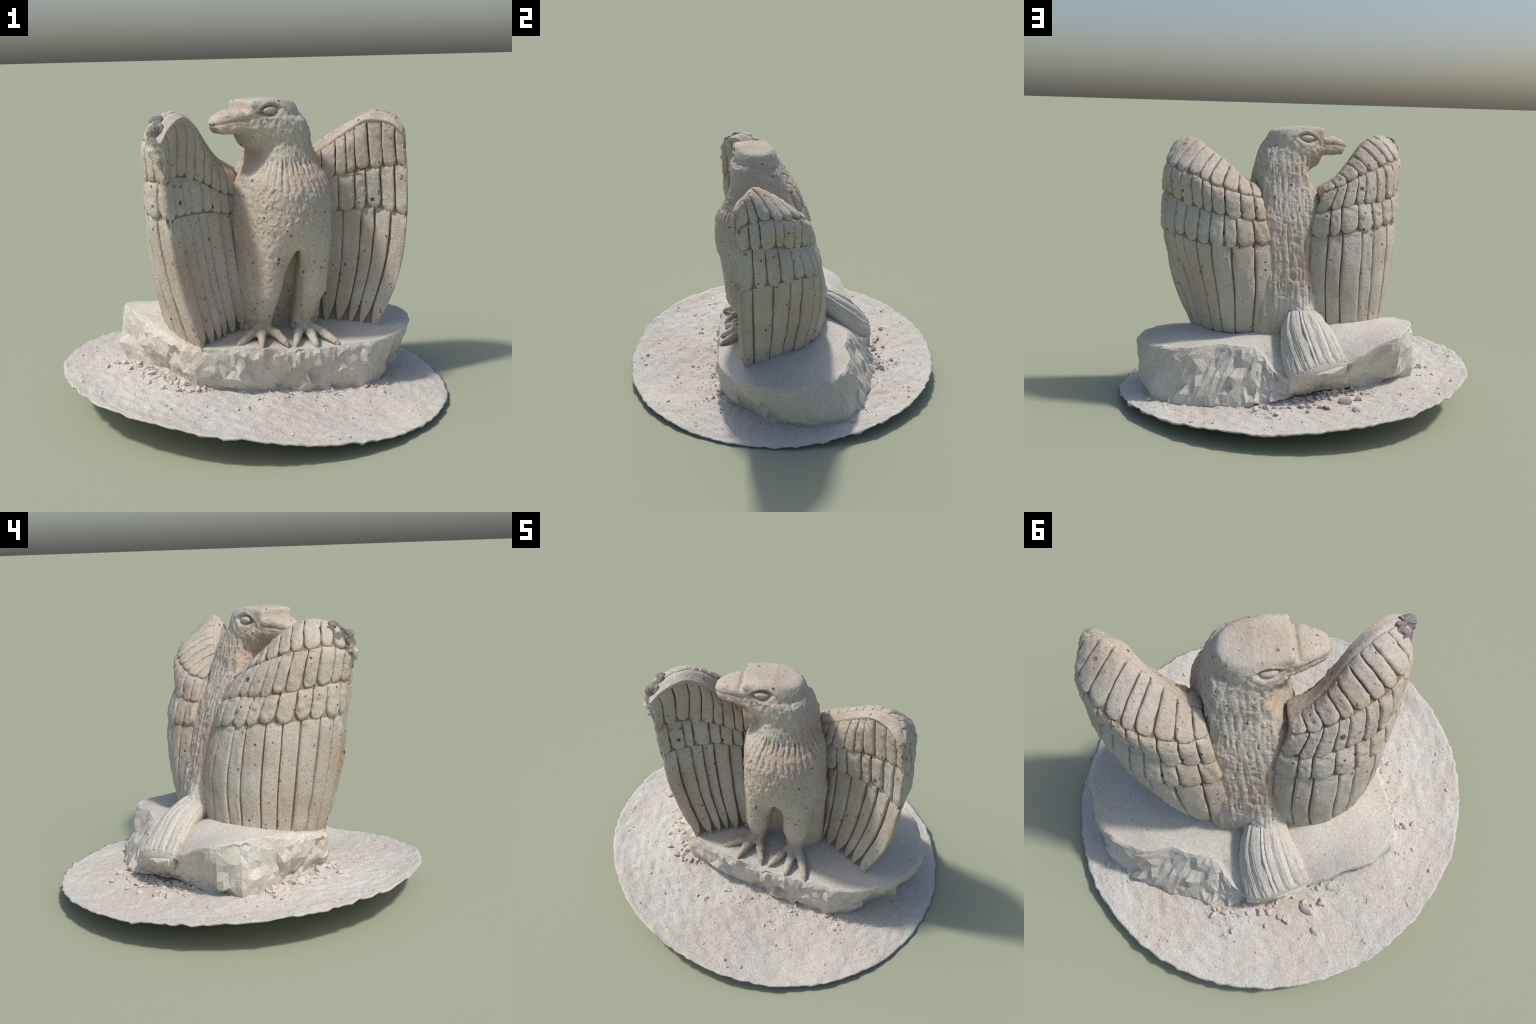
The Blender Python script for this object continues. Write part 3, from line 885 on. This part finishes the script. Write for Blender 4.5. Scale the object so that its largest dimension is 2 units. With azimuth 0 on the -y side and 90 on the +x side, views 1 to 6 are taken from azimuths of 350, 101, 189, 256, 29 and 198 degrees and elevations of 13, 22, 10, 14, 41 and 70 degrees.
def build_wing(back_rows, front_rows, front_t):
    B, Fr = Sheet(T_BACK, back_rows, 1.0), Sheet(front_t, front_rows, 1.0)
    mid = 0.5 * (B.P(np.array([0.5]), np.array([3.0]))[0] + Fr.P(np.array([0.5]), np.array([3.0]))[0])
    orient(B, mid)
    orient(Fr, mid)
    nt, ns = 90, 48
    s = np.linspace(0, 1, ns)
    rings = []
    for t in np.linspace(0.001, 6, nt):
        tt = np.full(ns, t)
        ob = CORE * np.clip((t - 0.5) / 0.5, 0, 1) * np.clip((1 - s) * 12, 0, 1)
        of = 1.3 * CORE * np.clip((t - 0.15) / 0.3, 0, 1) * np.clip((1 - s) * 12, 0, 1)
        pb = B.P(s, tt) - B.N(s, tt) * ob[:, None]
        pf = Fr.P(s, tt) - Fr.N(s, tt) * of[:, None]
        rings.append(np.concatenate([pb, pf[::-1][1:]], 0))
    R = np.array(rings)
    R += (0.004 * vnoise(R, 12, 81) + 0.0015 * vnoise(R, 45, 82))[..., None] * np.array([0.6, 0.5, 0.6]) * np.clip(np.arange(nt) / 6, 0.3, 1)[:, None, None]
    nc = R.shape[1]
    f = grid_faces(nt, nc, 0, True)
    f += [tuple(range(nc)), tuple(range((nt - 1) * nc, nt * nc))]
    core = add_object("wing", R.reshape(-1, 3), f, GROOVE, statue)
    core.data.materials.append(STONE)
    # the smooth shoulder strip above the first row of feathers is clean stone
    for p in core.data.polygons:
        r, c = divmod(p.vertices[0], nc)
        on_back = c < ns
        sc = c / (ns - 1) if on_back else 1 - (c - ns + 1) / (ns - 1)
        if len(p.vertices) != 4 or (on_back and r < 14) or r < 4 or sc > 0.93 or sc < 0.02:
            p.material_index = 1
    fix_normals(core)
    return core, B, Fr


FU = np.array([-1, -0.97, -0.90, -0.74, -0.5, -0.2, 0.1, 0.4, 0.66, 0.86, 0.95, 1])
def feather(parent, S, sa, sb, t0, t1, lift0, lift1, round_t, tilt=0.0, point=False, seed=0, slim=0.03, lean=0.0, nv=20, gutter=0.2, dirt=0.0):
    """one carved feather: a rounded pad on sheet S between sa..sb and t0..t1"""
    u = FU
    v = np.r_[np.linspace(0, 0.86, nv - 6), 0.91, 0.945, 0.97, 0.985, 0.996, 1.0]
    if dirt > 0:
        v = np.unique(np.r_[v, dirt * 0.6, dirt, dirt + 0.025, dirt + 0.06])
    U, Vv = np.meshgrid(u, v)
    shape = (np.abs(U) ** 3.6) * round_t + 0.02 * np.clip((t1 - t0), 0, 1) * vnoise(np.stack([U * 1.3 + seed, U * 0, U * 0], -1), 1.0, 8)
    Tt = t0 + Vv * (t1 - t0 - shape)
    half = 0.5 * (sb - sa)
    w = (1 - slim) * np.ones_like(Vv)
    if point:
        w = w * (1 - 0.6 * np.clip((Vv - 0.93) / 0.07, 0, 1) ** 1.5)
    Ss = 0.5 * (sa + sb) + half * U * w + lean * (Vv - 0.5) * half
    wig = 0.07 * half * vnoise(np.stack([Vv * 4 + seed, U * 0 + seed * 1.7, U * 0], -1), 1.3, 7)
    Ss = np.clip(Ss + wig, 0.0, 1.0)
    Tt = np.clip(Tt, S.k[0], S.k[-1])
    P, Nn = S.P(Ss, Tt), S.N(Ss, Tt)
    a = np.abs(U)
    lift = lift1 + (lift0 - lift1) * np.exp(-((Vv / gutter) ** 2))
    prof = np.clip(1 - a**8, 0, 1) ** 0.6
    tipf = np.clip(1 - Vv**26, 0, 1) ** 0.6
    h = (lift + 0.008) * prof * tipf - 0.008 + tilt * U * (a < 0.999) * (Vv < 0.999)
    rim = (a > 0.999) | (Vv > 0.9999)
    h = np.where(rim, -0.016, h)
    n1 = 0.0035 * fbm(P, 30, 3, 90 + seed % 3) + 0.0025 * vnoise(P, 100, 93)
    n1 = n1 + 0.8 * facets(P, 34, 0.15, 321) + 0.5 * facets(P, 70, 0.18, 331)
    pit = vnoise(P, 60, 95)
    n1 = n1 - 0.016 * np.clip(pit - 0.5, 0, 1)
    h = h + np.where(rim, 0, n1)
    top = P + Nn * h[..., None]
    bot = P - Nn * 0.02
    nr, nc = U.shape
    verts = np.concatenate([top.reshape(-1, 3), bot.reshape(-1, 3)])
    f = grid_faces(nr, nc) + grid_faces(nr, nc, nr * nc, flip=True)
    o = nr * nc
    ring = [c for c in range(nc)] + [r * nc + nc - 1 for r in range(1, nr)] + [(nr - 1) * nc + c for c in range(nc - 2, -1, -1)] + [r * nc for r in range(nr - 2, 0, -1)]
    for i in range(len(ring)):
        p, q = ring[i], ring[(i + 1) % len(ring)]
        f.append((q, p, p + o, q + o))
    ob = add_object("feather", verts, f, STONE, parent)
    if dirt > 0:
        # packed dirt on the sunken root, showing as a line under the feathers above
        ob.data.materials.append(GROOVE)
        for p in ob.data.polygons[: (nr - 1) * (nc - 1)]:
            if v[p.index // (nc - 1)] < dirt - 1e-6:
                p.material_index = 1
    fix_normals(ob)
    return ob


def cuts(n, a, b, jitter=0.2):
    c = np.linspace(a, b, n + 1)
    c[1:-1] += RNG.uniform(-jitter, jitter, n - 1) * (b - a) / n
    return c


def feather_row(core, S, n, s0, s1, t0, t1, lift0, lift1, round_t, tilt=0.0, point=False, jit_t=0.06, lean=0.0, slim=0.05, gutter=0.2, dirt=0.0):
    c = cuts(n, s0, s1)
    for i in range(n):
        seed = int(RNG.integers(0, 1000))
        e = t1(0.5 * (c[i] + c[i + 1])) if callable(t1) else t1
        feather(core, S, c[i], c[i + 1], t0, e + RNG.uniform(-jit_t, jit_t), lift0, lift1 + RNG.uniform(-0.004, 0.002), round_t, tilt, point, seed, slim=slim, lean=lean, gutter=gutter, dirt=dirt)


for back, front, ft, side in ((LEFT_BACK, LEFT_FRONT, LEFT_FRONT_T, 1), (RIGHT_BACK, RIGHT_FRONT, RIGHT_FRONT_T, -1)):
    core, B, Fr = build_wing(back, front, ft)
    # outer face
    feather_row(core, B, 11, 0.0, 1.0, 0.72, 2.0, -0.004, 0.006, 0.2, jit_t=0.035)
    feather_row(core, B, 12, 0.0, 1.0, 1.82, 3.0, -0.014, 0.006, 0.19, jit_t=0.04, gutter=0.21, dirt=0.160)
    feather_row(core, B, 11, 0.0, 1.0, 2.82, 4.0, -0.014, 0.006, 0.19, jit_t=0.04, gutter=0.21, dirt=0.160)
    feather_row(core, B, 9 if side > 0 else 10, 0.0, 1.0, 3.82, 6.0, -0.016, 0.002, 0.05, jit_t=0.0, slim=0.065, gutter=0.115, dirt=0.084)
    # inner face
    k1, k2 = ft[2], ft[3]
    feather_row(core, Fr, 9, 0.02, 1.0, 0.18, k1, -0.004, 0.006, 0.22)
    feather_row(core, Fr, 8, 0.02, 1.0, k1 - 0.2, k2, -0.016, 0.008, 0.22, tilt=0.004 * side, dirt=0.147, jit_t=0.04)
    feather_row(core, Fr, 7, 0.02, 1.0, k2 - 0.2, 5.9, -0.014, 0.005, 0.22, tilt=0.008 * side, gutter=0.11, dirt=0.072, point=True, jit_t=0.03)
    if side < 0:
        # weathered break on the outer corner of this wing
        spine = hermite([0, 1, 2, 3, 4], [(-0.480, -0.440, 1.418), (-0.508, -0.455, 1.398), (-0.516, -0.474, 1.358), (-0.508, -0.490, 1.315), (-0.498, -0.498, 1.275)], np.linspace(0, 4, 13))
        rad = np.interp(np.linspace(0, 4, 13), [0, 1, 2, 3, 4], [0.016, 0.028, 0.025, 0.022, 0.012])
        ob = tube("broken_stub", spine, rad, core, BROKEN, 12)
        co = np.array([v.co[:] for v in ob.data.vertices])
        co += 0.014 * np.stack([vnoise(co, 42, 401), vnoise(co, 42, 402), vnoise(co, 42, 403)], 1)
        ob.data.vertices.foreach_set("co", co.ravel())
        ob.data.materials.append(STONE)
        for p in ob.data.polygons:
            p.material_index = 1 if co[list(p.vertices), 2].mean() < 1.352 else 0
        ob.data.polygons.foreach_set("use_smooth", [False] * len(ob.data.polygons))
        rb = random.Random(4)
        for k in range(5):
            q = Vector((rb.uniform(0.80, 0.985), rb.uniform(0.55, 2.25), 0))
            base = B.P(np.array([q.x]), np.array([q.y]))[0]
            n = B.N(np.array([q.x]), np.array([q.y]))[0]
            r = rb.uniform(0.014, 0.027)
            mt = BROKEN if q.y < 1.35 else STONE
            ob = ellipsoid("chip", base - n * r * 0.55, [np.array([r * 1.2, 0, 0]), np.array([0, r, 0]), np.array([0, 0, r * rb.uniform(0.9, 1.6)])], core, mt, 11, 7, 0.4 * r)
            ob.data.polygons.foreach_set("use_smooth", [False] * len(ob.data.polygons))

# ------------------------------------------------------------------ tail
TAIL = Sheet([0, 1, 2, 3], [
    [(-0.15, 0.12, 0.60), (-0.11, 0.14, 0.62), (-0.065, 0.16, 0.63), (-0.02, 0.17, 0.62), (0.02, 0.17, 0.60)],
    [(-0.178, 0.237, 0.522), (-0.13, 0.266, 0.542), (-0.075, 0.286, 0.548), (-0.02, 0.301, 0.532), (0.02, 0.304, 0.485)],
    [(-0.262, 0.338, 0.442), (-0.19, 0.385, 0.465), (-0.11, 0.422, 0.463), (-0.04, 0.436, 0.428), (0.012, 0.430, 0.37)],
    [(-0.351, 0.440, 0.318), (-0.26, 0.50, 0.318), (-0.155, 0.568, 0.295), (-0.095, 0.583, 0.27), (-0.06, 0.583, 0.245)],
], 1.0)
orient_ref = np.array([-0.1, 0.2, 0.2])
if (TAIL.P(np.array([0.5]), np.array([1.5]))[0] - orient_ref) @ TAIL.N(np.array([0.5]), np.array([1.5]))[0] < 0:
    TAIL.sign = -1.0


def build_tail():
    ns, nt = 30, 34
    S_, T_ = np.meshgrid(np.linspace(0, 1, ns), np.linspace(0, 3, nt))
    top = TAIL.P(S_, T_) - TAIL.N(S_, T_) * 0.006
    bot = np.array(top)
    bot[..., 2] -= 0.085
    bot = top * 0.0 + bot
    V = np.concatenate([top.reshape(-1, 3), bot.reshape(-1, 3)])
    f = grid_faces(nt, ns) + grid_faces(nt, ns, nt * ns, flip=True)
    o = nt * ns
    ring = [c for c in range(ns)] + [r * ns + ns - 1 for r in range(1, nt)] + [(nt - 1) * ns + c for c in range(ns - 2, -1, -1)] + [r * ns for r in range(nt - 2, 0, -1)]
    for i in range(len(ring)):
        p, q = ring[i], ring[(i + 1) % len(ring)]
        f.append((q, p, p + o, q + o))
    ob = add_object("tail", V, f, ROCK, statue)
    fix_normals(ob)
    c = cuts(11, 0.0, 1.0, 0.35)
    for i in range(11):
        q = feather(ob, TAIL, c[i], c[i + 1], 0.2, 3.0, -0.050, 0.004, 0.02, seed=int(RNG.integers(0, 999)), slim=-0.14, tilt=RNG.uniform(-0.005, 0.005))
        q.data.materials[0] = ROCK


build_tail()

# ------------------------------------------------------------------ pebbles
def pebble_mesh(i):
    bm = bmesh.new()
    bmesh.ops.create_icosphere(bm, subdivisions=2, radius=1.0)
    r = random.Random(100 + i)
    planes = [Vector((r.gauss(0, 1), r.gauss(0, 1), r.gauss(0, 1))).normalized() for _ in range(9)]
    cut = [r.uniform(0.55, 0.85) for _ in planes]
    for v in bm.verts:
        for p, c in zip(planes, cut):
            e = v.co.dot(p) - c
            if e > 0:
                v.co -= p * e
        v.co.x *= 1.25
        v.co.z *= 0.8
    me = bpy.data.meshes.new("pebble")
    bm.to_mesh(me)
    bm.free()
    me.materials.append(PEBBLE)
    return me


MESHES = [pebble_mesh(i) for i in range(8)]
foot_r = polar_rim(SLAB_FOOT)
top_r = polar_rim(SLAB_TOP)


def put_pebble(x, y, size, rr, sink=0.25):
    ob = bpy.data.objects.new("pebble", MESHES[rr.randrange(len(MESHES))])
    ob.location = (x, y, soil_height(x, y) + size * (0.55 - sink))
    ob.rotation_euler = (rr.uniform(0, 6.3), rr.uniform(-0.4, 0.4), rr.uniform(0, 6.3))
    ob.scale = (size * rr.uniform(0.85, 1.2), size * rr.uniform(0.8, 1.1), size * rr.uniform(0.7, 1.0))
    bpy.context.scene.collection.objects.link(ob)
    ob.parent = soil


def scatter():
    rr = random.Random(5)
    # rubble banks against the slab: (from angle, to angle, how many, spread, size range)
    for a0, a1, n, spread, s0, s1 in ((110, 150, 60, 0.10, 0.007, 0.020), (88, 112, 22, 0.07, 0.006, 0.017), (184, 232, 70, 0.09, 0.007, 0.020), (-75, -20, 26, 0.07, 0.005, 0.012), (255, 300, 10, 0.14, 0.005, 0.012)):
        for _ in range(n):
            a = math.radians(rr.uniform(a0, a1))
            if a > math.pi:
                a -= 2 * math.pi
            r = float(foot_r(np.array([a]))[0][0]) + abs(rr.gauss(0.25, 0.6)) * spread + 0.012
            put_pebble(SLAB_C[0] + r * math.cos(a), SLAB_C[1] + r * math.sin(a), rr.uniform(s0, s1) * (1.25 if rr.random() < 0.12 else 1), rr)
    for x, y, s in ((-0.36, 0.53, 0.03), (-0.33, 0.50, 0.022), (-0.42, 0.48, 0.024), (-0.47, -0.30, 0.032), (-0.56, -0.18, 0.026), (-0.40, -0.44, 0.022), (-0.27, 0.6, 0.022), (0.04, 0.65, 0.022), (0.09, 0.67, 0.018), (0.70, 0.55, 0.02), (-0.42, 0.63, 0.02)):
        put_pebble(x, y, s, rr)
    k = 0
    while k < 85:
        x, y = rr.uniform(-0.96, 0.96), rr.uniform(-0.96, 0.96)
        a = math.atan2(y - SLAB_C[1], x - SLAB_C[0])
        if math.hypot(x, y) > 0.95 or math.hypot(x - SLAB_C[0], y - SLAB_C[1]) < float(foot_r(np.array([a]))[0][0]) + 0.03:
            continue
        put_pebble(x, y, rr.uniform(0.004, 0.011), rr, 0.35)
        k += 1
    # fine grit, joined
    V, Fc = [], []
    base = [Vector(v.co) for v in MESHES[0].vertices]
    bm = bmesh.new()
    bmesh.ops.create_icosphere(bm, subdivisions=1, radius=1.0)
    base = np.array([v.co[:] for v in bm.verts])
    tri = [tuple(v.index for v in f.verts) for f in bm.faces]
    bm.free()
    n = 0
    while n < 1100:
        if rr.random() < 0.6:
            a = rr.choice((rr.uniform(1.5, 2.7), rr.uniform(-3.1, -2.2), rr.uniform(-1.3, -0.3), rr.uniform(-3.14, 3.14)))
            r = float(foot_r(np.array([a]))[0][0]) + abs(rr.gauss(0, 0.09))
            x, y = SLAB_C[0] + r * math.cos(a), SLAB_C[1] + r * math.sin(a)
        else:
            x, y = rr.uniform(-0.97, 0.97), rr.uniform(-0.97, 0.97)
            a = math.atan2(y - SLAB_C[1], x - SLAB_C[0])
            if math.hypot(x - SLAB_C[0], y - SLAB_C[1]) < float(foot_r(np.array([a]))[0][0]):
                continue
        if math.hypot(x, y) > 0.96:
            continue
        s = rr.uniform(0.002, 0.0055)
        p = base * np.array([rr.uniform(0.7, 1.3), rr.uniform(0.7, 1.3), rr.uniform(0.5, 1)]) * s
        q = rr.uniform(0, 6.28)
        p = p @ np.array([[math.cos(q), -math.sin(q), 0], [math.sin(q), math.cos(q), 0], [0, 0, 1]])
        V.append(p + [x, y, soil_height(x, y) + 0.2 * s])
        Fc += [tuple(i + n * len(base) for i in t) for t in tri]
        n += 1
    g = add_object("grit", np.concatenate(V), Fc, PEBBLE, soil, False)
    g["kind"] = "stuff"


scatter()
